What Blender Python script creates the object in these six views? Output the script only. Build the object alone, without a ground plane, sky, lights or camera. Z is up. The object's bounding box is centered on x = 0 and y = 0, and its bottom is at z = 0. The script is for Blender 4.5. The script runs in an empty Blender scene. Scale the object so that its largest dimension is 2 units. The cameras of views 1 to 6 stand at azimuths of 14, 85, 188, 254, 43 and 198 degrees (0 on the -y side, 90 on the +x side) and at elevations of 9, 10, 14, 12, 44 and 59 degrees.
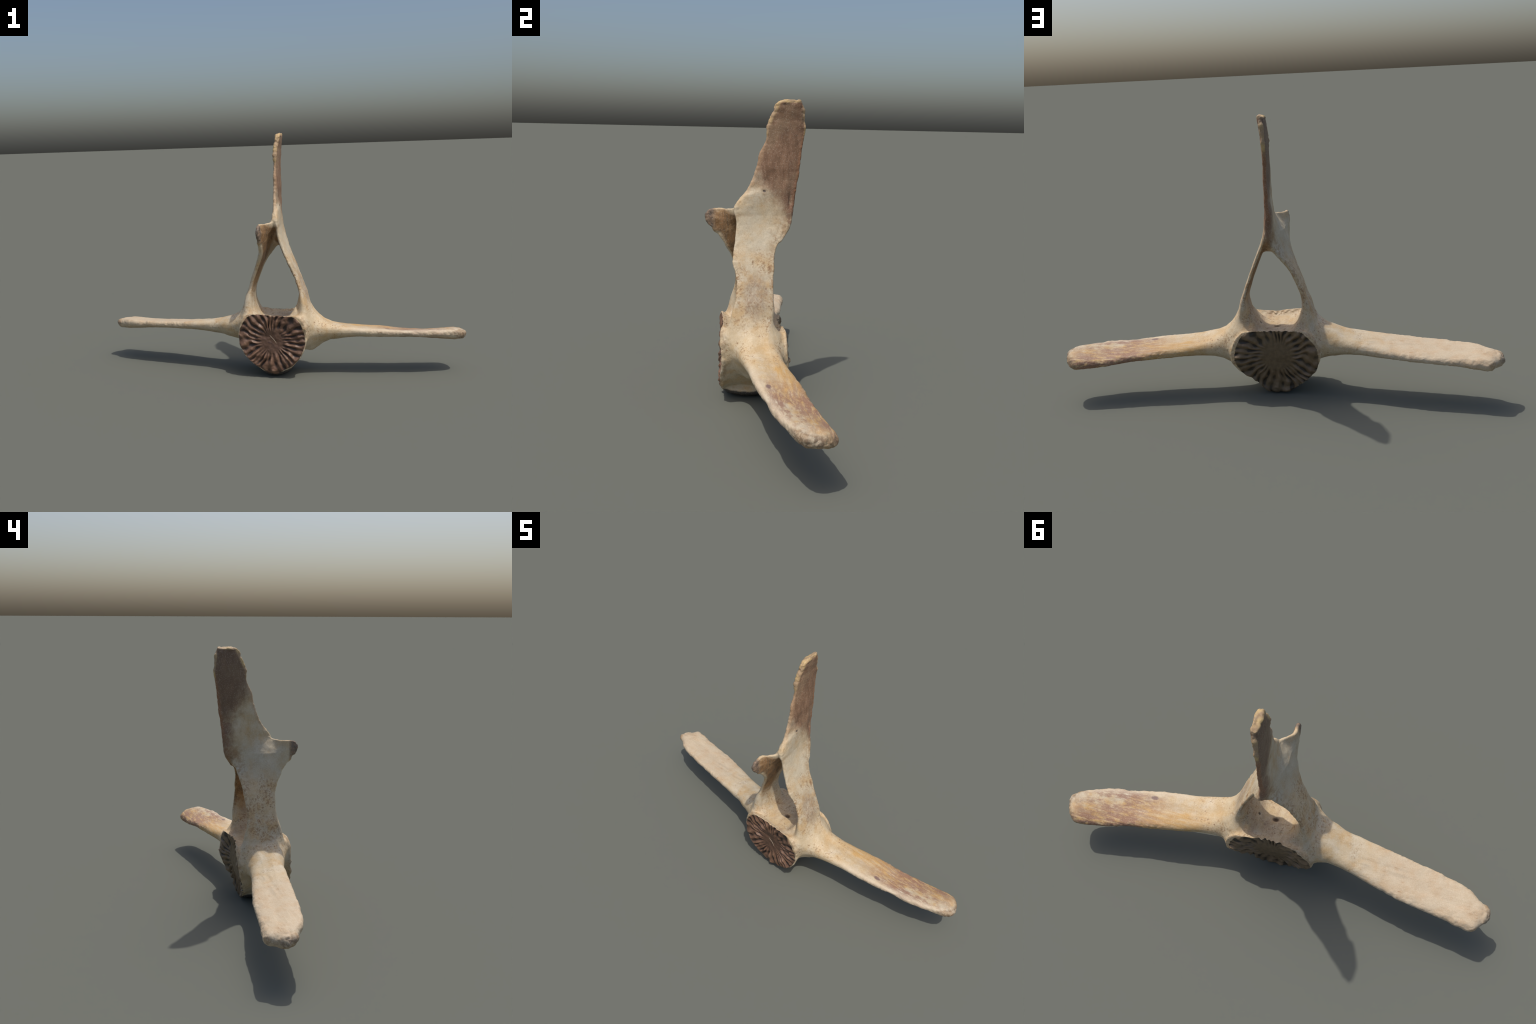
"""A weathered whale vertebra: drum-shaped centrum with ridged end plates, two
flat transverse processes, a leaning neural arch (two thin laminae), one broken
articular knob and a tall spinous blade.  The whole bone is one signed-distance
field (sheets with drawn outlines, joined by smooth unions), meshed with surface
nets, roughened with noise and then divided into its anatomical parts."""
import numpy as np

STEP = 0.003          # fine mesh cell
# the bone is slightly twisted: x of each plate falls by this much per metre of y
YAW_LEFT, YAW_RIGHT, YAW_BLADE = .05, .035, .04


# ------------------------------------------------------------------ noise
def _hash(ix, iy, iz, seed):
    n = (ix * 374761393 + iy * 668265263 + iz * 2147483647 + seed * 1274126177) & 0xFFFFFFFF
    n = ((n ^ (n >> 13)) * 1274126177) & 0xFFFFFFFF
    n = ((n ^ (n >> 16)) * 2246822519) & 0xFFFFFFFF
    return ((n ^ (n >> 15)) & 0xFFFF) / 32767.5 - 1.0


def vnoise(p, freq, seed=0):
    """smooth value noise in -1..1; freq is a number or a per-axis triple"""
    q = p * np.asarray(freq, float)
    i = np.floor(q).astype(np.int64)
    f = q - i
    f = f * f * f * (f * (f * 6 - 15) + 10)
    out = 0.0
    for a in (0, 1):
        wa = f[:, 0] if a else 1 - f[:, 0]
        for b in (0, 1):
            wb = f[:, 1] if b else 1 - f[:, 1]
            for c in (0, 1):
                wc = f[:, 2] if c else 1 - f[:, 2]
                out = out + wa * wb * wc * _hash(i[:, 0] + a, i[:, 1] + b, i[:, 2] + c, seed)
    return out


def fbm(p, freq, seed=0, octaves=3):
    s, amp = 0.0, 1.0
    for o in range(octaves):
        s = s + amp * vnoise(p, np.asarray(freq, float) * 2.03 ** o, seed + 17 * o)
        amp *= 0.5
    return s / 1.75


def smooth(a, b, x):
    t = np.clip((x - a) / (b - a), 0, 1)
    return t * t * (3 - 2 * t)


def smin(a, b, k):
    h = np.clip(k - np.abs(a - b), 0, None) / k
    return np.minimum(a, b) - h * h * h * k / 6.0


def smax(a, b, k):
    return -smin(-a, -b, k)


# ------------------------------------------------------- outlines as 2D fields
def closed_curve(points, per=6):
    p = np.array(points, float)
    p0, p1, p2, p3 = np.roll(p, 1, 0), p, np.roll(p, -1, 0), np.roll(p, -2, 0)
    out = []
    for t in np.arange(per) / per:
        out.append(0.5 * (2 * p1 + (p2 - p0) * t + (2 * p0 - 5 * p1 + 4 * p2 - p3) * t * t
                          + (3 * p1 - p0 - 3 * p2 + p3) * t ** 3))
    return np.stack(out, 1).reshape(-1, 2)


class Outline:
    """signed distance to a closed smooth curve, stored on a fine 2D raster"""

    def __init__(self, points, cell=0.004, margin=0.12):
        c = closed_curve(points)
        self.lo = c.min(0) - margin
        self.cell = cell
        n = np.ceil((c.max(0) + margin - self.lo) / cell).astype(int) + 1
        gx, gy = np.meshgrid(np.arange(n[0]) * cell + self.lo[0], np.arange(n[1]) * cell + self.lo[1], indexing="ij")
        px, py = gx.ravel(), gy.ravel()
        best = np.full(px.shape, 1e9)
        inside = np.zeros(px.shape, bool)
        for (ax, ay), (bx, by) in zip(c, np.roll(c, -1, 0)):
            ex, ey = bx - ax, by - ay
            t = np.clip(((px - ax) * ex + (py - ay) * ey) / (ex * ex + ey * ey + 1e-12), 0, 1)
            best = np.minimum(best, (px - ax - t * ex) ** 2 + (py - ay - t * ey) ** 2)
            cross = (ay <= py) != (by <= py)
            if cross.any():
                inside ^= cross & (px < ax + (py - ay) / (ey if ey else 1e-12) * ex)
        self.d = np.where(inside, -1, 1) * np.sqrt(best)
        self.d = self.d.reshape(n)
        self.n = n

    def __call__(self, x, y):
        u = np.clip((x - self.lo[0]) / self.cell, 0, self.n[0] - 1.001)
        v = np.clip((y - self.lo[1]) / self.cell, 0, self.n[1] - 1.001)
        i, j = u.astype(int), v.astype(int)
        f, g = u - i, v - j
        d = self.d
        r = (d[i, j] * (1 - f) + d[i + 1, j] * f) * (1 - g) + (d[i, j + 1] * (1 - f) + d[i + 1, j + 1] * f) * g
        far = np.hypot(np.maximum(self.lo[0] - x, 0) + np.maximum(x - self.lo[0] - (self.n[0] - 1) * self.cell, 0),
                       np.maximum(self.lo[1] - y, 0) + np.maximum(y - self.lo[1] - (self.n[1] - 1) * self.cell, 0))
        return r + far


def sheet(edge, off, half, rounding=0.9):
    """a plate: edge = distance to its outline, off = height above its middle surface"""
    rad = half * rounding
    a, b = edge + rad, np.abs(off) - half + rad
    return np.minimum(np.maximum(a, b), 0) + np.hypot(np.maximum(a, 0), np.maximum(b, 0)) - rad


# ------------------------------------------------------------------ outlines
# left lamina, articular knob and spinous blade, seen from the side: (y, z)
BLADE = [(-.095, .28), (-.10, .38), (-.089, .441), (-.084, .50), (-.091, .56), (-.105, .605), (-.135, .660),
         (-.160, .700), (-.186, .722), (-.193, .737), (-.211, .750), (-.2225, .775), (-.220, .800), (-.196, .821),
         (-.150, .824), (-.105, .827), (-.086, .851), (-.060, .885), (-.044, .911), (-.026, .947), (-.012, .986),
         (-.003, 1.018), (.002, 1.054), (.015, 1.084), (.032, 1.128), (.034, 1.172), (.048, 1.211), (.064, 1.258),
         (.081, 1.281), (.125, 1.290), (.172, 1.292), (.187, 1.270), (.199, 1.237), (.203, 1.20), (.203, 1.155),
         (.194, 1.11), (.187, 1.04), (.181, .983), (.172, .934), (.165, .884), (.160, .84), (.149, .80),
         (.135, .758), (.113, .725), (.096, .690), (.091, .660), (.085, .630), (.079, .585), (.074, .528),
         (.070, .454), (.072, .402), (.085, .36), (.09, .28)]
# right lamina: (y, z)
LAMINA = [(-.11, .28), (-.109, .383), (-.094, .448), (-.09, .504), (-.09, .543), (-.099, .577), (-.107, .613),
          (-.102, .649), (-.095, .70), (-.09, .75), (-.092, .786), (-.10, .816), (-.089, .846), (-.05, .88),
          (.02, .91), (.10, .91), (.145, .85), (.150, .80), (.145, .765), (.134, .738), (.108, .695), (.092, .685),
          (.081, .660), (.074, .629), (.071, .584), (.068, .527), (.067, .47), (.066, .414), (.06, .359), (.06, .28)]
# transverse processes from above: (x, y)
RIGHT_WING = [(.14, -.10), (.25, -.088), (.30, -.078), (.40, -.058), (.52, -.045), (.63, -.028), (.72, -.008),
              (.80, .005), (.86, .02), (.92, .043), (.96, .06), (.99, .078), (1.0, .105), (1.0, .135), (.988, .168),
              (.965, .197), (.94, .21), (.90, .208), (.83, .197), (.77, .186), (.69, .168), (.59, .152), (.50, .138),
              (.44, .130), (.36, .113), (.30, .106), (.24, .10), (.14, .10)]
LEFT_WING = [(-.14, -.10), (-.25, -.085), (-.31, -.065), (-.38, -.053), (-.46, -.038), (-.55, -.022), (-.62, -.01),
             (-.71, .003), (-.77, .018), (-.83, .03), (-.895, .05), (-.92, .066), (-.95, .09), (-.98, .105),
             (-1.0, .13), (-.998, .152), (-.982, .178), (-.958, .196), (-.942, .222), (-.91, .227), (-.86, .218), (-.74, .20),
             (-.62, .182), (-.50, .153), (-.44, .137), (-.37, .117), (-.30, .103), (-.25, .097), (-.14, .10)]
# end plates of the centrum: (x, z)
FRONT_PLATE = [(-.113, .336), (-.083, .343), (-.029, .343), (.02, .337), (.073, .337), (.112, .336), (.138, .329),
               (.162, .306), (.175, .278), (.185, .241), (.187, .20), (.181, .167), (.166, .133), (.145, .099),
               (.107, .064), (.065, .040), (.036, .021), (.011, .017), (-.014, .024), (-.047, .043), (-.08, .061),
               (-.117, .092), (-.141, .125), (-.163, .162), (-.173, .196), (-.173, .229), (-.166, .263),
               (-.152, .293), (-.134, .32)]
REAR_PLATE = [(.148, .313), (.10, .325), (.054, .331), (.012, .333), (-.033, .332), (-.074, .326), (-.119, .317),
              (-.142, .299), (-.162, .277), (-.178, .255), (-.187, .222), (-.190, .178), (-.184, .138), (-.167, .104),
              (-.137, .065), (-.099, .030), (-.061, .000), (-.032, -.010), (.037, -.010), (.064, -.002), (.092, .025),
              (.124, .057), (.156, .100), (.178, .136), (.193, .168), (.198, .204), (.191, .245), (.18, .271),
              (.166, .294)]

# middle surfaces and half thicknesses: height z -> value
Z_LEFT = [.28, .36, .40, .44, .48, .52, .56, .60, .64, .68, .72, .76, .80, .84, .88, 1.0, 1.1, 1.2, 1.285]
X_LEFT = [-.150, -.145, -.138, -.129, -.118, -.105, -.089, -.073, -.059, -.048, -.038, -.025, -.001, .017, .0235, .026, .0215, .023, .032]
T_LEFT = [.024, .021, .018, .0165, .016, .016, .0165, .017, .0175, .017, .016, .0155, .015, .0145, .0125, .012, .0125, .0145, .018]
Z_RIGHT = [.28, .36, .40, .44, .48, .52, .56, .60, .64, .68, .72, .76, .80, .84, .88]
X_RIGHT = [.174, .170, .165, .157, .145, .131, .115, .099, .082, .064, .047, .034, .025, .022, .021]
T_RIGHT = [.023, .019, .015, .013, .0125, .0125, .0125, .0125, .0125, .0125, .0125, .0125, .0125, .0125, .012]
X_WING = [.20, .26, .30, .38, .46, .54, .62, .70, .78, .86, .94, 1.0]
T_RWING = [.102, .062, .045, .033, .027, .0235, .0215, .0205, .0215, .026, .033, .031]
T_LWING = [.068, .056, .045, .034, .0275, .024, .022, .0215, .023, .0285, .034, .032]
Y_RWING = [-.004, .006, .014, .027, .039, .05, .06, .077, .092, .109, .13, .14]
Y_LWING = [0, .010, .019, .033, .049, .065, .08, .095, .111, .126, .14, .148]
PLATE_CENTRE = (0.005, 0.195)

fields = {}


def outlines():
    fields.update(blade=Outline(BLADE), lamina=Outline(LAMINA), rwing=Outline(RIGHT_WING), lwing=Outline(LEFT_WING),
                  front=Outline(FRONT_PLATE, .003), rear=Outline(REAR_PLATE, .003))


def right_middle(y, z):
    return np.interp(z, Z_RIGHT, X_RIGHT) - np.interp(z, [.68, .80], [YAW_RIGHT, .12]) * y


def blade_middle(y, z):
    """x of the middle surface of the left lamina, knob and spinous blade"""
    turn = np.interp(z, [.66, .86], [YAW_LEFT, YAW_BLADE])
    x = np.interp(z, Z_LEFT, X_LEFT) - turn * (y - np.interp(z, [.84, .95], [0, .10])) - np.interp(z, [.84, .95], [0, .016])
    # behind the arch the blade runs down along the right side
    back = np.interp(z, [.66, .72, .80, .88], [.038, .026, .014, .008]) - YAW_BLADE * (y - .05)
    w = np.clip((y + .055) / .165, 0, 1)
    w = (.6 * w + .4 * w * w * (3 - 2 * w)) * smooth(.57, .79, z) * smooth(.94, .85, z)
    x = x * (1 - w) + back * w
    w = smooth(-.09, -.16, y) * smooth(.60, .72, z) * smooth(.90, .84, z)
    return x * (1 - w) + np.interp(z, [.66, .74, .80], [-.044, -.038, -.037]) * w


def wing_height(x, y, right):
    a = np.abs(x)
    if right:
        v = y - np.interp(a, X_WING, Y_RWING)
        return .2365 - .037 * a - .21 * v + .014 * smooth(.0, .08, v) * smooth(.85, .5, a)
    v = y - np.interp(a, X_WING, Y_LWING)
    return .2520 - .052 * a - .20 * v + .007 * smooth(.01, .08, v)


def ridge_pattern(x, z):
    """wavy radial ridges of the end plates, -1..1 (the same sum of sines is used in the material)"""
    dx, dz = x - PLATE_CENTRE[0], z - PLATE_CENTRE[1]
    r = np.hypot(dx, dz)
    t = np.arctan2(dz, dx)
    warp = 1.9 * np.sin(3 * t + 0.6) + 1.5 * np.sin(5 * t + 2.1 + 22 * r) + 0.7 * np.sin(62 * r + 4 * t) + 0.4 * np.sin(9 * t + 95 * r)
    outer = np.sin(28 * t + warp)
    inner = np.sin(15 * t + 1.2 * warp + 1.0 + 30 * r)
    beads = np.sin(115 * r + 7 * t + 1.5 * np.sin(4 * t))
    return r, 0.64 * outer + 0.30 * inner + 0.26 * beads


def front_face(x, z):
    """y of the front end of the centrum"""
    face = np.interp(z, [0, .02, .04, .07, .12, .17, .22, .30, .36], [-.112, -.130, -.143, -.152, -.156, -.150, -.145, -.143, -.140])
    return face + .012 * np.clip(1 - ((x - .005) ** 2 + (z - .19) ** 2) / .155 ** 2, 0, 1)


def rear_face(x, z):
    """y of the hollowed rear end of the centrum"""
    face = np.interp(z, [0, .02, .05, .09, .13, .17, .20, .30, .325, .36], [.069, .077, .087, .099, .112, .117, .121, .122, .119, .105])
    sink = np.clip(1 - (((x - .005) ** 2 + (z - .18) ** 2) / .165 ** 2) ** 3, 0, 1)
    return face - .020 * sink - .010 * smooth(.13, .19, x) * smooth(.16, .24, z)


def centrum(x, y, z):
    w = smooth(-.15, .135, y)
    d = fields["front"](x, z) * (1 - w) + fields["rear"](x, z) * w
    waist = np.clip(1 - ((y + .010) / .130) ** 4, 0, 1)
    low = smooth(.30, .22, z)
    d = d + waist * (.020 * low + .034 * (1 - low))
    front, rear = front_face(x, z) - y, y - rear_face(x, z)
    # the canal floor is a smooth trough between the pedicles
    gut = (z - .292 - 8.0 * np.maximum(np.abs(x - .003) - .03, 0) ** 2) * .62
    side = np.abs(y + .012) - .092 + .45 * np.maximum(z - .315, 0)
    gut = smax(gut, smax(np.abs(x - .003) - .112, smax(side, z - .39, .02), .02), .02)
    d = smin(d, np.maximum(gut, .22 - z), .025)
    return smax(d - .001, smax(front, rear, .006), .008)


def keel(x, y, z):
    q = np.stack([(x - .010) / .088, (y + .022) / .132, (z - .034) / .036])
    r = np.sqrt((q ** 2).sum(0))
    return np.maximum((r - 1) * .037, np.maximum(y - rear_face(x, z) + .004, front_face(x, z) - y + .004))


def field(p):
    x, y, z = p.T
    body = centrum(x, y, z)
    # transverse processes
    er, el = fields["rwing"](x, y), fields["lwing"](x, y)
    lens = lambda e: .55 + .45 * np.clip(-e / .06, 0, 1) ** .7
    rw = sheet(er + .003, (z - wing_height(x, y, True) - .001) * .975, np.interp(x, X_WING, T_RWING) * lens(er))
    lw = sheet(el + .0015, (z - wing_height(x, y, False) - .001) * .975, np.interp(-x, X_WING, T_LWING) * lens(el))
    body = smin(body, lw, .065)
    body = smin(body, rw, .12)
    # laminae and spinous blade
    xm, xr = blade_middle(y, z), right_middle(y, z)
    slope = np.interp(z, Z_LEFT, np.gradient(X_LEFT, Z_LEFT))
    half = np.interp(z, Z_LEFT, T_LEFT) * (1 - .12 * smooth(-.11, -.17, y) * smooth(.65, .72, z))
    eb, er = fields["blade"](y, z), fields["lamina"](y, z)
    thin = lambda e: .42 + .58 * np.clip(-e / .05, 0, 1) ** .7          # lens-shaped section
    left = sheet(eb + .0015, (x - xm) / np.sqrt(1.03 + slope ** 2), half * (thin(eb) + .35 * smooth(1.0, 1.2, z) * (1 - thin(eb))))
    slope = np.interp(z, Z_RIGHT, np.gradient(X_RIGHT, Z_RIGHT))
    right = sheet(er + .001, (x - xr) / np.sqrt(1.01 + slope ** 2), np.interp(z, Z_RIGHT, T_RIGHT) * thin(er))
    # roof of the canal, filling the gap between the laminae towards the rear
    floor = np.interp(y, [-.11, -.09, -.05, 0, .05, .09, .12, .15], [.88, .85, .770, .712, .688, .682, .705, .75])
    roof = smax(smax(xm - x, x - xr, .01), smax((floor - z) * .6, z - .88, .01), .012)
    roof = smax(roof, fields["lamina"](y, z) + .006, .02)
    arch = smin(smin(left, right, .03), roof, .03)
    # the blade tip is chipped away on its left side
    arch = smax(arch, (z - 1.298 + .36 * (.050 - x)) * .94, .004)
    d = smin(body, arch, .11)
    return smax(smin(d, keel(x, y, z), .02), -z, .004)


# ------------------------------------------------------------------ meshing
LOW, HIGH = np.array([-1.026, -.258, -.03]), np.array([1.026, .246, 1.32])


def evaluate(pts, chunk=400000):
    out = np.empty(len(pts), np.float32)
    for s in range(0, len(pts), chunk):
        out[s:s + chunk] = field(pts[s:s + chunk])
    return out


def surface_nets(h):
    big = 6
    nc = np.ceil((HIGH - LOW) / (h * big)).astype(int)
    axes = [LOW[a] + np.arange(nc[a] + 1) * h * big for a in range(3)]
    coarse = evaluate(np.stack(np.meshgrid(*axes, indexing="ij"), -1).reshape(-1, 3)).reshape(nc + 1)
    mid = np.min([np.abs(coarse[i:i + nc[0], j:j + nc[1], k:k + nc[2]]) for i in (0, 1) for j in (0, 1) for k in (0, 1)], 0)
    active = mid < h * big * 1.5
    n = nc * big + 1
    D = np.repeat(np.repeat(np.repeat(coarse[:-1, :-1, :-1], big, 0), big, 1), big, 2)
    D = np.pad(D, ((0, 1),) * 3, mode="edge").astype(np.float32)
    need = np.zeros(n, bool)
    act = np.repeat(np.repeat(np.repeat(active, big, 0), big, 1), big, 2)
    for i in (0, 1):
        for j in (0, 1):
            for k in (0, 1):
                need[i:i + n[0] - 1, j:j + n[1] - 1, k:k + n[2] - 1] |= act
    idx = np.argwhere(need)
    D[need] = evaluate(idx * h + LOW)
    inside = D < 0
    count = np.zeros(n - 1, np.int8)
    for i in (0, 1):
        for j in (0, 1):
            for k in (0, 1):
                count += inside[i:i + n[0] - 1, j:j + n[1] - 1, k:k + n[2] - 1]
    cells = np.argwhere((count > 0) & (count < 8))
    number = np.full(n - 1, -1, np.int64)
    number[tuple(cells.T)] = np.arange(len(cells))
    total, hits = np.zeros((len(cells), 3)), np.zeros(len(cells))
    corner = {c: D[cells[:, 0] + c[0], cells[:, 1] + c[1], cells[:, 2] + c[2]] for c in np.ndindex(2, 2, 2)}
    for c in np.ndindex(2, 2, 2):
        for a in range(3):
            if c[a] == 0:
                e = list(c)
                e[a] = 1
                d0, d1 = corner[c], corner[tuple(e)]
                m = (d0 < 0) != (d1 < 0)
                t = np.where(m, d0 / np.where(m, d0 - d1, 1), 0)
                pos = np.array(c, float)[None] + t[:, None] * np.eye(3)[a]
                total += pos * m[:, None]
                hits += m
    verts = (cells + total / hits[:, None]) * h + LOW
    quads = []
    for a in range(3):
        b, c = (a + 1) % 3, (a + 2) % 3
        s0 = [slice(1, n[q] - 1) for q in range(3)]
        s1 = list(s0)
        s0[a], s1[a] = slice(0, n[a] - 1), slice(1, n[a])
        A, Bq = inside[tuple(s0)], inside[tuple(s1)]
        for flip, m in ((False, A & ~Bq), (True, ~A & Bq)):
            q = np.argwhere(m)
            off = np.ones(3, int)
            off[a] = 0
            q = q + off
            eb, ec = np.eye(3, dtype=int)[b], np.eye(3, dtype=int)[c]
            ring = [number[tuple((q - s).T)] for s in (eb + ec, ec, 0 * eb, eb)]
            ring = np.stack(ring if not flip else ring[::-1], -1)
            quads.append(ring)
    return verts, np.concatenate(quads)


def gradient(p, e=.0015):
    g = np.stack([evaluate(p + e * np.eye(3)[a]) - evaluate(p - e * np.eye(3)[a]) for a in range(3)], -1) / (2 * e)
    return g


def build_surface(h=STEP):
    outlines()
    v, q = surface_nets(h)
    for _ in range(2):
        g = gradient(v)
        d = evaluate(v)
        v = v - np.clip(d, -h, h)[:, None] * g / np.maximum((g ** 2).sum(1), .2)[:, None]
    g = gradient(v)
    nrm = g / np.linalg.norm(g, axis=1, keepdims=True)
    return v, q, nrm


# ------------------------------------------------------------------ surface relief
PITS = [  # nutrient holes and dents: centre, radius, depth
    ((.010, -.010, .297), (.016, .011, .03), .016), ((.089, -.012, .312), (.009, .009, .02), .008),
    ((-.105, -.085, .352), (.012, .012, .03), .007), ((.055, .03, .302), (.007, .007, .02), .006),
    ((-.03, .05, .305), (.007, .007, .02), .006), ((.026, .142, .862), (.016, .009, .035), .010),
    ((.030, .027, .903), (.012, .006, .006), .004), ((-.172, .075, .262), (.02, .008, .008), .006),
    ((-.176, .058, .280), (.02, .007, .007), .005), ((-.178, -.075, .255), (.02, .008, .010), .006),
    ((.178, -.085, .290), (.02, .007, .007), .005), ((.180, .095, .250), (.02, .009, .007), .006),
]


def plate_weights(v):
    """how far inside each ridged end plate a point lies (0 outside, 1 inside)"""
    x, y, z = v.T
    inner = smooth(.001, -.010, fields["front"](x, z)) * smooth(.018, .010, y - front_face(x, z))
    outer = smooth(.001, -.010, fields["rear"](x, z)) * smooth(-.018, -.010, y - rear_face(x, z))
    return inner, outer


def relief(v, nrm):
    x, y, z = v.T
    a = np.abs(x)
    body = 1 - smooth(.20, .30, a)
    amp = .0022 * fbm(v, 9, 3) + .0013 * fbm(v, 34, 5)
    # grain along the wings and up the blade
    wing = smooth(.28, .45, a)
    blade = smooth(.80, .95, z)
    amp += wing * (.0009 * fbm(v, (7, 70, 70), 11) + .0016 * fbm(v, (6, 26, 26), 12))
    amp += blade * (.0008 * fbm(v, (70, 70, 7), 13) + .0014 * fbm(v, (30, 30, 7), 14))
    # ragged thin edges, broken tips
    eb = np.where(z > .40, np.abs(fields["blade"](y, z)), 1)
    ew = np.where(x > 0, np.abs(fields["rwing"](x, y)), np.abs(fields["lwing"](x, y)))
    edge = smooth(.028, .004, eb) * smooth(.45, .6, z) + smooth(.028, .004, ew) * smooth(.4, .55, a)
    amp += edge * (.0028 * fbm(v, 42, 21) + .0016 * fbm(v, 95, 22) - .0012 * np.maximum(vnoise(v, 28, 23), 0))
    tip = np.clip(smooth(.93, .985, a) + smooth(1.19, 1.27, z) * smooth(.12, .06, y) + smooth(1.262, 1.278, z)
                  + smooth(.022, .006, eb) * smooth(1.08, 1.2, z), 0, 1)
    chips = np.abs(vnoise(v, 19, 31)) + .5 * np.abs(vnoise(v, 41, 32))
    amp += tip * (.0085 * chips - .0045 + .0012 * fbm(v, 75, 33))
    amp += .0022 * fbm(v, 55, 36) * smooth(-.12, -.18, y) * smooth(.66, .75, z)
    # broken front margin of the right lamina
    torn = smooth(-.062, -.088, y) * smooth(.40, .5, z) * smooth(.9, .83, z) * (x > .03)
    amp += torn * (.003 * fbm(v, 48, 41))
    # rugged bone around the rims of the centrum
    rim = body * smooth(.36, .30, z) * np.clip(smooth(-.10, -.14, y) + smooth(.08, .12, y), 0, 1)
    amp += rim * (.0032 * fbm(v, 40, 51) - .002 * np.maximum(vnoise(v, 24, 52), 0))
    out = v + amp[:, None] * nrm
    for c, rad, deep in PITS:
        q = ((v - np.array(c)) / np.array(rad))
        out -= (deep * np.exp(-1.6 * (q ** 2).sum(1)))[:, None] * nrm
    # end plates: radial ridges that fade toward the middle
    wf, wr = plate_weights(v)
    r, h = ridge_pattern(x, z)
    lump = fbm(v, (32, 32, 32), 61)
    rise = smooth(.050, .095, r)
    level = h * (.75 + .55 * lump) * rise + .32 * lump
    level_rear = h * (.75 + .55 * lump) * smooth(.058, .108, r) + .22 * lump
    out[:, 1] -= wf * (.0085 * level )
    out[:, 1] += wr * (.0080 * level_rear)
    return out, (wf > .03) & (nrm[:, 1] < -.15), (wr > .03) & (nrm[:, 1] > .15)


def regions(v, q, front, rear):
    """anatomical part of every face"""
    c = v[q].mean(1)
    x, y, z = c.T
    wob = .012 * vnoise(c, 14, 71)
    part = np.zeros(len(q), int)                                  # 0 centrum
    arch = z > .365 + wob + .25 * np.clip(np.abs(x) - .17, 0, 1)
    part[arch] = 1                                                # 1 neural arch
    part[arch & (z > .845 + wob)] = 2                             # 2 spinous process
    part[arch & (y < -.118 + wob) & (z > .64)] = 3                # 3 articular process
    wing = ~arch & (np.abs(x) > .225 + wob)
    part[wing & (x > 0)] = 4
    part[wing & (x < 0)] = 5
    part[front[q].all(1)] = 6
    part[rear[q].all(1)] = 7
    return part


# ------------------------------------------------------------------ materials
import bpy


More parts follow.
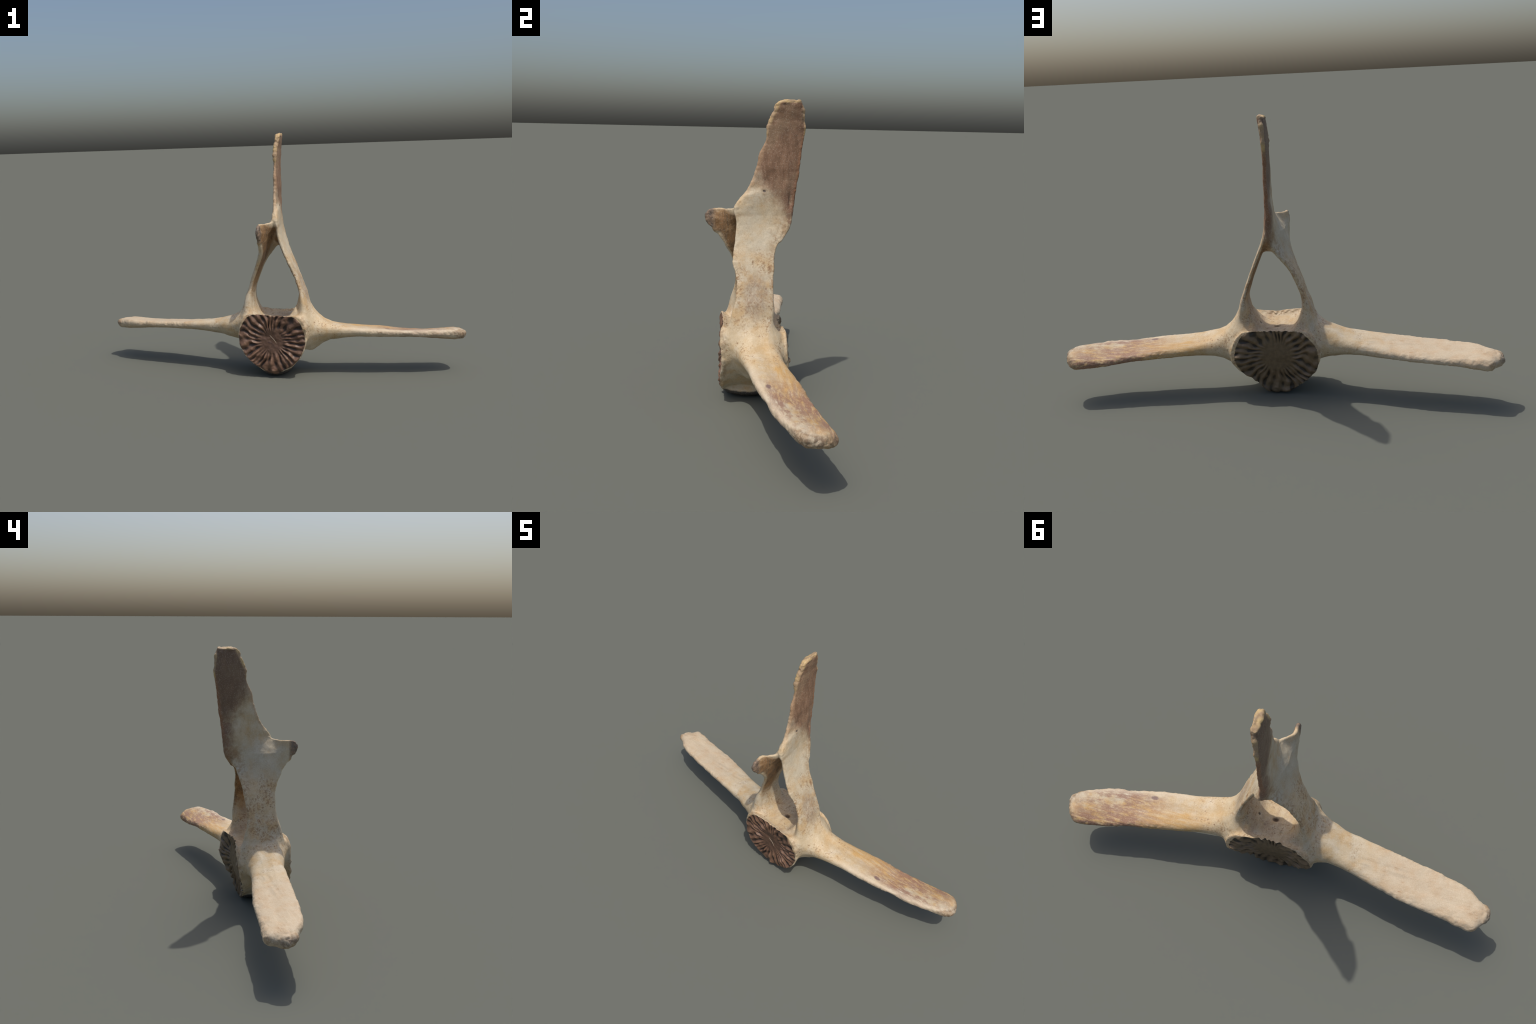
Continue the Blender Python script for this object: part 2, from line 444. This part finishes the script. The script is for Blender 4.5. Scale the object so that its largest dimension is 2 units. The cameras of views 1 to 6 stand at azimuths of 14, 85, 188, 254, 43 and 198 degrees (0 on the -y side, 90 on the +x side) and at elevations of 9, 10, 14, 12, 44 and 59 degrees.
class Nodes:
    """small helper that writes shader maths as expressions"""

    def __init__(self, name):
        self.mat = bpy.data.materials.new(name)
        self.mat.use_nodes = True
        self.t = self.mat.node_tree
        self.t.nodes.clear()
        self.n, self.l = self.t.nodes, self.t.links
        self.co = self.n.new("ShaderNodeTexCoord").outputs["Object"]
        sep = self.n.new("ShaderNodeSeparateXYZ")
        self.l.new(self.co, sep.inputs[0])
        self.x, self.y, self.z = sep.outputs

    def put(self, socket, value):
        if hasattr(value, "is_output"):
            self.l.new(value, socket)
        else:
            socket.default_value = value

    def m(self, op, a, b=0.0, c=0.0):
        k = self.n.new("ShaderNodeMath")
        k.operation = op
        for s, val in zip(k.inputs, (a, b, c)):
            self.put(s, val)
        return k.outputs[0]

    def add(self, *a):
        r = a[0]
        for b in a[1:]:
            r = self.m("ADD", r, b)
        return r

    def mul(self, *a):
        r = a[0]
        for b in a[1:]:
            r = self.m("MULTIPLY", r, b)
        return r

    def sub(self, a, b):
        return self.m("SUBTRACT", a, b)

    def inv(self, a):
        return self.m("SUBTRACT", 1.0, a)

    def clamp(self, a):
        return self.m("MINIMUM", self.m("MAXIMUM", a, 0.0), 1.0)

    def step(self, a, lo, hi):
        k = self.n.new("ShaderNodeMapRange")
        k.interpolation_type = "SMOOTHSTEP"
        flip = lo > hi
        self.put(k.inputs[0], a)
        k.inputs[1].default_value, k.inputs[2].default_value = (hi, lo) if flip else (lo, hi)
        k.inputs[3].default_value, k.inputs[4].default_value = (1, 0) if flip else (0, 1)
        return k.outputs[0]

    def band(self, a, lo, lo1, hi1, hi):
        return self.mul(self.step(a, lo, lo1), self.step(a, hi, hi1))

    def noise(self, scale=(1, 1, 1), detail=3.0, rough=0.55, shift=(0, 0, 0)):
        mp = self.n.new("ShaderNodeMapping")
        self.l.new(self.co, mp.inputs[0])
        mp.inputs["Scale"].default_value = scale if hasattr(scale, "__len__") else (scale,) * 3
        mp.inputs["Location"].default_value = shift
        k = self.n.new("ShaderNodeTexNoise")
        k.inputs["Scale"].default_value = 1.0
        k.inputs["Detail"].default_value = detail
        k.inputs["Roughness"].default_value = rough
        self.l.new(mp.outputs[0], k.inputs["Vector"])
        return k.outputs["Fac"]

    def spots(self, scale, size, shift=(0, 0, 0)):
        """round specks of random size"""
        mp = self.n.new("ShaderNodeMapping")
        self.l.new(self.co, mp.inputs[0])
        mp.inputs["Scale"].default_value = scale
        mp.inputs["Location"].default_value = shift
        k = self.n.new("ShaderNodeTexVoronoi")
        k.inputs["Scale"].default_value = 1.0
        self.l.new(mp.outputs[0], k.inputs["Vector"])
        sep = self.n.new("ShaderNodeSeparateColor")
        self.l.new(k.outputs["Color"], sep.inputs[0])
        return self.mul(self.step(k.outputs["Distance"], size, size * .35), self.step(sep.outputs[0], .35, .75))

    def ball(self, c, r):
        d = [self.m("POWER", self.m("ABSOLUTE", self.mul(self.sub(s, cc), 1.0 / rr)), 2.0)
             for s, cc, rr in zip((self.x, self.y, self.z), c, r)]
        return self.step(self.add(*d), 1.0, .25)

    def mix(self, fac, a, b):
        k = self.n.new("ShaderNodeMix")
        k.data_type = "RGBA"
        self.put(k.inputs["Factor"], fac)
        for s, val in ((k.inputs[6], a), (k.inputs[7], b)):
            self.put(s, val if hasattr(val, "is_output") else (*val, 1.0))
        return k.outputs[2]

    def curve(self, v, pairs):
        """piecewise linear function of v built from map-range steps"""
        total = pairs[0][1]
        for (a, fa), (b, fb) in zip(pairs, pairs[1:]):
            k = self.n.new("ShaderNodeMapRange")
            self.put(k.inputs[0], v)
            for i, val in enumerate((a, b, 0.0, fb - fa)):
                k.inputs[i + 1].default_value = val
            total = self.m("ADD", total, k.outputs[0])
        return total

    def finish(self, colour, rough, bump_height, bump_strength, bump_distance=.002, spec=.35):
        b = self.n.new("ShaderNodeBsdfPrincipled")
        self.put(b.inputs["Base Color"], colour)
        self.put(b.inputs["Roughness"], rough)
        b.inputs["Specular IOR Level"].default_value = spec
        bp = self.n.new("ShaderNodeBump")
        bp.inputs["Strength"].default_value = bump_strength
        bp.inputs["Distance"].default_value = bump_distance
        self.put(bp.inputs["Height"], bump_height)
        self.l.new(bp.outputs[0], b.inputs["Normal"])
        out = self.n.new("ShaderNodeOutputMaterial")
        self.l.new(b.outputs[0], out.inputs[0])
        return self.mat


CREAM, PALE, OCHRE = (.605, .48, .308), (.585, .47, .325), (.52, .305, .095)
PURPLE, SPECK, BROWN = (.285, .150, .098), (.25, .135, .065), (.33, .20, .125)
UMBER, RUST, CHIP = (.15, .105, .08), (.36, .17, .055), (.62, .44, .19)


def bone_material():
    s = Nodes("weathered_bone")
    x, y, z = s.x, s.y, s.z
    ax = s.m("ABSOLUTE", x)
    big = s.noise(5, 3)
    mid = s.noise(16, 4, .6, (3, 1, 2))
    fine = s.noise(60, 4, .65, (1, 5, 2))
    col = s.mix(s.step(big, .38, .66), CREAM, (.55, .47, .34))
    col = s.mix(s.mul(.85, s.step(mid, .44, .70)), col, (.55, .375, .19))
    col = s.mix(s.mul(.55, s.step(mid, .46, .30)), col, (.66, .57, .43))
    col = s.mix(s.mul(.5, s.step(fine, .50, .70), s.step(big, .42, .6)), col, (.47, .32, .17))
    # left wing: paler and pinker outward
    col = s.mix(s.mul(.85, s.step(x, -.30, -.60)), col, s.mix(s.step(mid, .35, .7), PALE, (.56, .42, .275)))
    # wings: fibres and stains
    rw = s.step(x, .26, .50)
    streak = s.noise((9, 75, 75), 4, .6, (2, 2, 7))
    streak2 = s.noise((18, 80, 80), 6, .75, (8, 1, 3))
    yc = s.curve(x, [(.2, -.004), (.46, .039), (.7, .077), (1.0, .14)])
    v = s.sub(y, yc)
    ochre = s.mul(s.band(x, .22, .46, .86, 1.06), s.step(s.add(v, s.mul(.14, s.sub(mid, .5))), -.075, .035),
                  s.add(.45, s.mul(.55, s.step(streak, .35, .65))))
    col = s.mix(s.mul(.95, ochre), col, OCHRE)
    blot = s.noise((9, 24, 24), 5, .68, (5, 3, 1))
    pm = s.mul(s.band(x, .40, .74, .84, 1.04), s.step(blot, .38, .54), s.step(streak2, .34, .56))
    pm = s.add(pm, s.mul(.9, s.band(x, .60, .72, .97, 1.04), s.step(v, .035, .075), s.step(streak2, .40, .55)))
    col = s.mix(s.mul(.88, s.clamp(pm)), col, PURPLE)
    col = s.mix(s.mul(.6, rw, s.step(v, -.055, -.085)), col, (.66, .55, .40))
    col = s.mix(s.mul(.85, s.ball((.600, .008, .246), (.022, .013, .03)), s.step(streak2, .38, .5)), col, (.17, .10, .095))
    # little dashes along both wings
    dash = s.spots((26, 120, 120), .40, (.3, .1, .7))
    col = s.mix(s.mul(.65, dash, s.step(ax, .24, .34), s.step(mid, .46, .60), s.step(streak, .40, .58)), col, (.40, .22, .10))
    # specks on the roots, pedicles and laminae
    near = s.mul(s.step(ax, .50, .26), s.add(.35, s.mul(.65, s.step(z, .74, .60))), s.step(z, .92, .80), s.step(z, .06, .2))
    grain = s.noise(105, 3, .7, (4, 4, 4))
    patch = s.noise(13, 3, .6, (9, 2, 6))
    col = s.mix(s.mul(.72, near, s.step(grain, .53, .65), s.step(patch, .46, .58)), col, (.34, .19, .085))
    col = s.mix(s.mul(.85, near, s.spots((75, 75, 60), .40, (2, 5, 1)), s.step(patch, .44, .62)), col, SPECK)
    col = s.mix(s.mul(.45, near, s.step(s.noise(10, 4, .65, (1, 8, 8)), .52, .66)), col, (.50, .33, .15))
    lam = s.mul(s.step(ax, .05, .09), s.step(ax, .24, .19), s.band(z, .32, .38, .58, .72), s.step(s.noise(17, 4, .65, (3, 8, 5)), .44, .58))
    col = s.mix(s.mul(.70, lam, s.step(grain, .47, .60)), col, (.30, .165, .075))
    edge = s.mul(s.step(y, .035, .06), s.step(ax, .22, .17), s.band(z, .40, .48, .70, .80))
    col = s.mix(s.mul(.55, edge, s.step(fine, .45, .60)), col, (.33, .19, .09))
    smudge = s.mul(s.ball((.155, -.012, .47), (.09, .062, .13)), s.add(.35, s.mul(.65, s.step(s.noise((85, 85, 50), 5, .75, (2, 3, 4)), .40, .62))))
    col = s.mix(s.mul(.60, smudge), col, (.27, .185, .128))
    for c, r in (((.112, -.022, .604), (.03, .006, .018)), ((.105, .045, .585), (.03, .009, .012)), ((.104, .050, .545), (.03, .006, .010))):
        col = s.mix(s.mul(.85, s.ball(c, r), s.step(fine, .35, .5)), col, SPECK)
    # clean, bone-white band on the laminae below the blade
    clean = s.mul(s.band(z, .60, .68, .78, .87), s.step(y, .10, .05))
    col = s.mix(s.mul(.35, clean), col, (.56, .51, .39))
    # hollow between the laminae dark orange-brown, out to the inner face of the knob
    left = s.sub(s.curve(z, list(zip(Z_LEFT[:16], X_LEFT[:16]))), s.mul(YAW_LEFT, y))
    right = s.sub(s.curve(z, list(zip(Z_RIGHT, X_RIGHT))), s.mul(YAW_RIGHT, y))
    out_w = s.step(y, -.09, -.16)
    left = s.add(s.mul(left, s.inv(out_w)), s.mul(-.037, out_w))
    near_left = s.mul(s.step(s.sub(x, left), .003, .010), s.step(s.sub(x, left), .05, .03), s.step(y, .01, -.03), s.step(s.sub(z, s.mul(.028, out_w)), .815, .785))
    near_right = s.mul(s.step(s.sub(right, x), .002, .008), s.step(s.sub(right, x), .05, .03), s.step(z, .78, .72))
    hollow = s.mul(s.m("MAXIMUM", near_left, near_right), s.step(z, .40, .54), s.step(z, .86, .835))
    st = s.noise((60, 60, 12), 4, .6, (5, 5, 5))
    hollow_brown = s.mix(s.step(st, .36, .62), (.135, .072, .030), (.27, .135, .048))
    hollow_brown = s.mix(s.mul(.8, s.step(s.noise(20, 3, .6, (6, 6, 1)), .48, .62)), hollow_brown, (.36, .21, .09))
    col = s.mix(s.mul(.92, hollow), col, hollow_brown)
    # blade: brown on its right side, the left side brown toward the rear and the top
    side = s.step(s.sub(s.add(x, s.mul(y, YAW_BLADE)), s.curve(z, [(.84, .020), (.95, .010)])), -.004, .006)
    t1 = s.add(z, s.mul(1.05, y), s.mul(.16, s.sub(mid, .5)), s.mul(.09, s.sub(fine, .5)))
    wr = s.mul(s.step(t1, .86, 1.01), s.step(z, .72, .80))
    t2 = s.add(s.mul(1.0, y), s.mul(.62, s.m("MAXIMUM", s.sub(z, .93), 0.0)), s.mul(.13, s.sub(mid, .5)), s.mul(.06, s.sub(fine, .5)))
    wl = s.mul(s.step(t2, .040, .180), s.step(z, .68, .78))
    lean = s.add(s.mul(side, wr), s.mul(s.inv(side), wl))
    up = s.noise((48, 48, 14), 5, .68, (7, 1, 1))
    brown = s.mix(s.step(up, .34, .66), (.195, .108, .062), (.295, .172, .104))
    brown = s.mix(s.mul(.6, s.step(s.noise(9, 3, .6, (2, 9, 9)), .50, .66)), brown, (.150, .078, .048))
    brown = s.mix(s.mul(.6, s.step(s.noise(8, 3, .6, (6, 2, 3)), .50, .68)), brown, (.31, .21, .128))
    brown = s.mix(s.mul(.55, s.inv(side)), brown, (.170, .118, .078))
    col = s.mix(lean, col, brown)
    tail = s.mul(s.step(z, .70, .76), s.step(z, .98, .9), s.step(s.add(y, s.mul(.06, s.sub(mid, .5))), .10, .15))
    col = s.mix(s.mul(.55, tail, s.step(fine, .4, .6)), col, (.24, .12, .075))
    rear = s.curve(z, [(.75, .14), (.88, .165), (1.05, .187), (1.16, .202), (1.25, .19)])
    fr = s.curve(z, [(.85, -.086), (.91, -.044), (.986, -.012), (1.084, .015), (1.172, .034), (1.278, .082)])
    col = s.mix(s.mul(.6, s.step(s.sub(rear, y), .022, .006), s.step(z, .80, .9), s.step(z, 1.2, 1.1)), col, (.33, .15, .07))
    col = s.mix(s.mul(.5, s.step(s.sub(y, fr), .022, .006), s.step(z, .86, .92)), col, (.47, .30, .17))
    col = s.mix(s.mul(.9, s.ball((.030, .027, .903), (.02, .008, .006))), col, (.07, .055, .055))
    # broken yellow bone along the top of the blade and the wing tips
    chip = s.mul(s.step(z, 1.10, 1.16), s.clamp(s.add(s.step(s.sub(y, fr), .014, .006), s.step(s.sub(rear, y), .012, .004), s.step(z, 1.270, 1.278))))
    mid_y = s.add(.135, s.mul(-.010, s.m("SIGN", x)))
    bow = s.mul(9.0, s.m("POWER", s.m("ABSOLUTE", s.sub(y, mid_y)), 2.0))
    tipc = s.step(s.add(ax, bow, s.mul(.03, s.sub(mid, .5))), .974, .990)
    col = s.mix(s.mul(.85, chip), col, s.mix(s.step(mid, .38, .58), CHIP, (.42, .29, .17)))
    col = s.mix(s.mul(.85, tipc, s.add(.35, s.mul(.65, s.step(fine, .38, .55)))), col, s.mix(s.step(mid, .40, .60), (.20, .135, .085), (.42, .28, .15)))
    # articular knob: grey-brown polished end
    knob = s.mul(s.step(s.add(y, s.mul(.03, s.sub(mid, .5))), -.165, -.195), s.step(z, .72, .75))
    col = s.mix(s.mul(.85, knob), col, s.mix(s.step(fine, .38, .62), (.085, .068, .060), (.24, .16, .11)))
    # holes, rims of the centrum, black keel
    dark = s.clamp(s.add(s.ball((.010, -.010, .290), (.022, .014, .03)), s.ball((.089, -.012, .312), (.009, .010, .02)),
                         s.ball((-.172, .075, .262), (.03, .009, .008)), s.ball((-.178, -.075, .255), (.03, .008, .010))))
    col = s.mix(s.mul(.85, dark), col, (.06, .035, .028))
    floor = s.mul(s.step(ax, .15, .10), s.band(z, .24, .27, .345, .38))
    col = s.mix(s.mul(.5, floor, s.step(s.noise((40, 14, 14), 4, .65, (1, 1, 9)), .46, .64)), col, (.42, .29, .19))
    rim = s.mul(s.step(ax, .24, .19), s.step(z, .37, .33), s.clamp(s.add(s.step(y, -.128, -.150), s.step(y, .108, .125))))
    col = s.mix(s.mul(.55, rim, s.step(fine, .42, .62)), col, (.33, .21, .12))
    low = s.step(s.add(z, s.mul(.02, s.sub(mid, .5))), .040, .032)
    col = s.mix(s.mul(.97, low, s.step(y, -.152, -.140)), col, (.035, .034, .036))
    crumb = s.noise(190, 3, .7, (2, 8, 5))
    col = s.mix(s.mul(.30, s.step(crumb, .50, .68)), col, s.mix(.5, col, (.30, .18, .09)))
    col = s.mix(s.mul(.22, s.step(crumb, .48, .32)), col, (.78, .68, .52))
    height = s.add(s.mul(.5, fine), s.mul(.5, grain), s.mul(.6, streak, s.step(ax, .3, .5)))
    return s.finish(col, s.add(.50, s.mul(.18, mid)), height, .5, .003)


def plate_material(reddish):
    """end plate: the same radial sines as the relief, dark in the grooves"""
    s = Nodes("end_plate_front" if reddish else "end_plate_rear")
    dx, dz = s.sub(s.x, PLATE_CENTRE[0]), s.sub(s.z, PLATE_CENTRE[1])
    r = s.m("SQRT", s.add(s.mul(dx, dx), s.mul(dz, dz)))
    t = s.m("ARCTAN2", dz, dx)
    sin = lambda *a: s.m("SINE", s.add(*a))
    warp = s.add(s.mul(1.9, sin(s.mul(3.0, t), .6)), s.mul(1.5, sin(s.mul(5.0, t), s.mul(22.0, r), 2.1)),
                 s.mul(.7, sin(s.mul(62.0, r), s.mul(4.0, t))), s.mul(.4, sin(s.mul(9.0, t), s.mul(95.0, r))))
    h = s.add(s.mul(.64, sin(s.mul(28.0, t), warp)), s.mul(.30, sin(s.mul(15.0, t), s.mul(1.2, warp), 1.0, s.mul(30.0, r))),
              s.mul(.26, sin(s.mul(115.0, r), s.mul(7.0, t), s.mul(1.5, sin(s.mul(4.0, t))))))
    fine, mid = s.noise(70, 4, .65), s.noise(24, 3, .6, (3, 3, 3))
    h = s.add(h, s.mul(1.1, s.sub(mid, .5)), s.mul(.6, s.sub(fine, .5)))
    rise = s.step(r, .045, .09) if reddish else s.step(r, .052, .108)
    if reddish:
        groove, flat, ridge, high = (.030, .019, .015), (.130, .072, .045), (.165, .090, .055), (.26, .15, .092)
    else:
        groove, flat, ridge, high = (.036, .025, .015), (.180, .120, .062), (.190, .126, .067), (.24, .163, .094)
    h = s.add(h, s.mul(.9, s.sub(s.noise(45, 4, .65, (7, 7, 1)), .5)))
    col = s.mix(s.step(h, -.85, -.05), groove, ridge)
    col = s.mix(s.mul(.7, s.step(h, .25, .95)), col, high)
    col = s.mix(s.inv(rise), col, s.mix(s.step(fine, .35, .65), flat, tuple(.75 * c for c in flat)))
    outer = s.step(r, .12, .185)
    col = s.mix(s.mul(.45, outer, s.step(mid, .40, .60)), col, tuple(.45 * c for c in ridge))
    return s.finish(col, s.add(.36, s.mul(.25, fine)), s.add(s.mul(.7, fine), mid), .45, .004, .5)


# ------------------------------------------------------------------ objects
def mesh_part(name, parent, v, quads, normals, material):
    used, idx = np.unique(quads, return_inverse=True)
    me = bpy.data.meshes.new(name)
    me.from_pydata(v[used].tolist(), [], idx.reshape(quads.shape).tolist())
    me.materials.append(material)
    me.polygons.foreach_set("use_smooth", np.ones(len(me.polygons), bool))
    me.update()
    me.normals_split_custom_set_from_vertices(normals[used].tolist())
    ob = bpy.data.objects.new(name, me)
    bpy.context.scene.collection.objects.link(ob)
    ob.parent = parent
    return ob


def vertex_normals(v, q):
    n = np.cross(v[q[:, 2]] - v[q[:, 0]], v[q[:, 3]] - v[q[:, 1]])
    acc = np.zeros_like(v)
    for i in range(4):
        np.add.at(acc, q[:, i], n)
    return acc / np.maximum(np.linalg.norm(acc, axis=1, keepdims=True), 1e-12)


def plant_fibre(parent):
    """a dry fibre stuck to the front end plate"""
    pts = [(-.004, -.1500, .234), (.002, -.1485, .226), (.009, -.1475, .218), (.017, -.1470, .210), (.024, -.1475, .200), (.031, -.1490, .190)]
    cu = bpy.data.curves.new("plant_fibre", "CURVE")
    cu.dimensions = "3D"
    cu.bevel_depth = .0014
    cu.bevel_resolution = 2
    sp = cu.splines.new("POLY")
    sp.points.add(len(pts) - 1)
    for p, c in zip(sp.points, pts):
        p.co = (*c, 1)
        p.radius = 1.0
    sp.points[0].radius = sp.points[-1].radius = .4
    tmp = bpy.data.objects.new("plant_fibre_curve", cu)
    bpy.context.scene.collection.objects.link(tmp)
    me = bpy.data.meshes.new_from_object(tmp.evaluated_get(bpy.context.evaluated_depsgraph_get()))
    bpy.data.objects.remove(tmp)
    me.name = "plant_fibre"
    s = Nodes("dry_fibre")
    me.materials.clear()
    me.materials.append(s.finish(s.mix(s.noise(80), (.40, .34, .26), (.28, .22, .16)), .7, s.noise(200), .1))
    ob = bpy.data.objects.new("plant_fibre", me)
    bpy.context.scene.collection.objects.link(ob)
    ob.parent = parent


def main():
    v, q, nrm = build_surface()
    v, front, rear = relief(v, nrm)
    v[:, 2] = np.maximum(v[:, 2], 0.0)
    v[:, :2] -= (v[:, :2].max(0) + v[:, :2].min(0)) / 2 * np.array([1, 1])
    n = vertex_normals(v, q)
    if (n * nrm).sum(1).mean() < 0:
        q, n = q[:, ::-1], -n
    part = regions(v, q, front, rear)
    bone, plate_a, plate_b = bone_material(), plate_material(True), plate_material(False)
    root = bpy.data.objects.new("vertebra", None)
    bpy.context.scene.collection.objects.link(root)
    root["label"] = "weathered whale vertebra with long flat side wings and tall spine"
    root["category"] = "whale bone"
    pick = lambda i: q[part == i]
    centrum_ob = mesh_part("centrum", root, v, pick(0), n, bone)
    arch_ob = mesh_part("neural_arch", root, v, pick(1), n, bone)
    mesh_part("spinous_process", root, v, pick(2), n, bone)
    mesh_part("articular_process", arch_ob, v, pick(3), n, bone)
    mesh_part("transverse_process", root, v, pick(4), n, bone)
    mesh_part("transverse_process.001", root, v, pick(5), n, bone)
    mesh_part("end_plate", centrum_ob, v, pick(6), n, plate_a)
    mesh_part("end_plate.001", centrum_ob, v, pick(7), n, plate_b)
    plant_fibre(centrum_ob)


main()
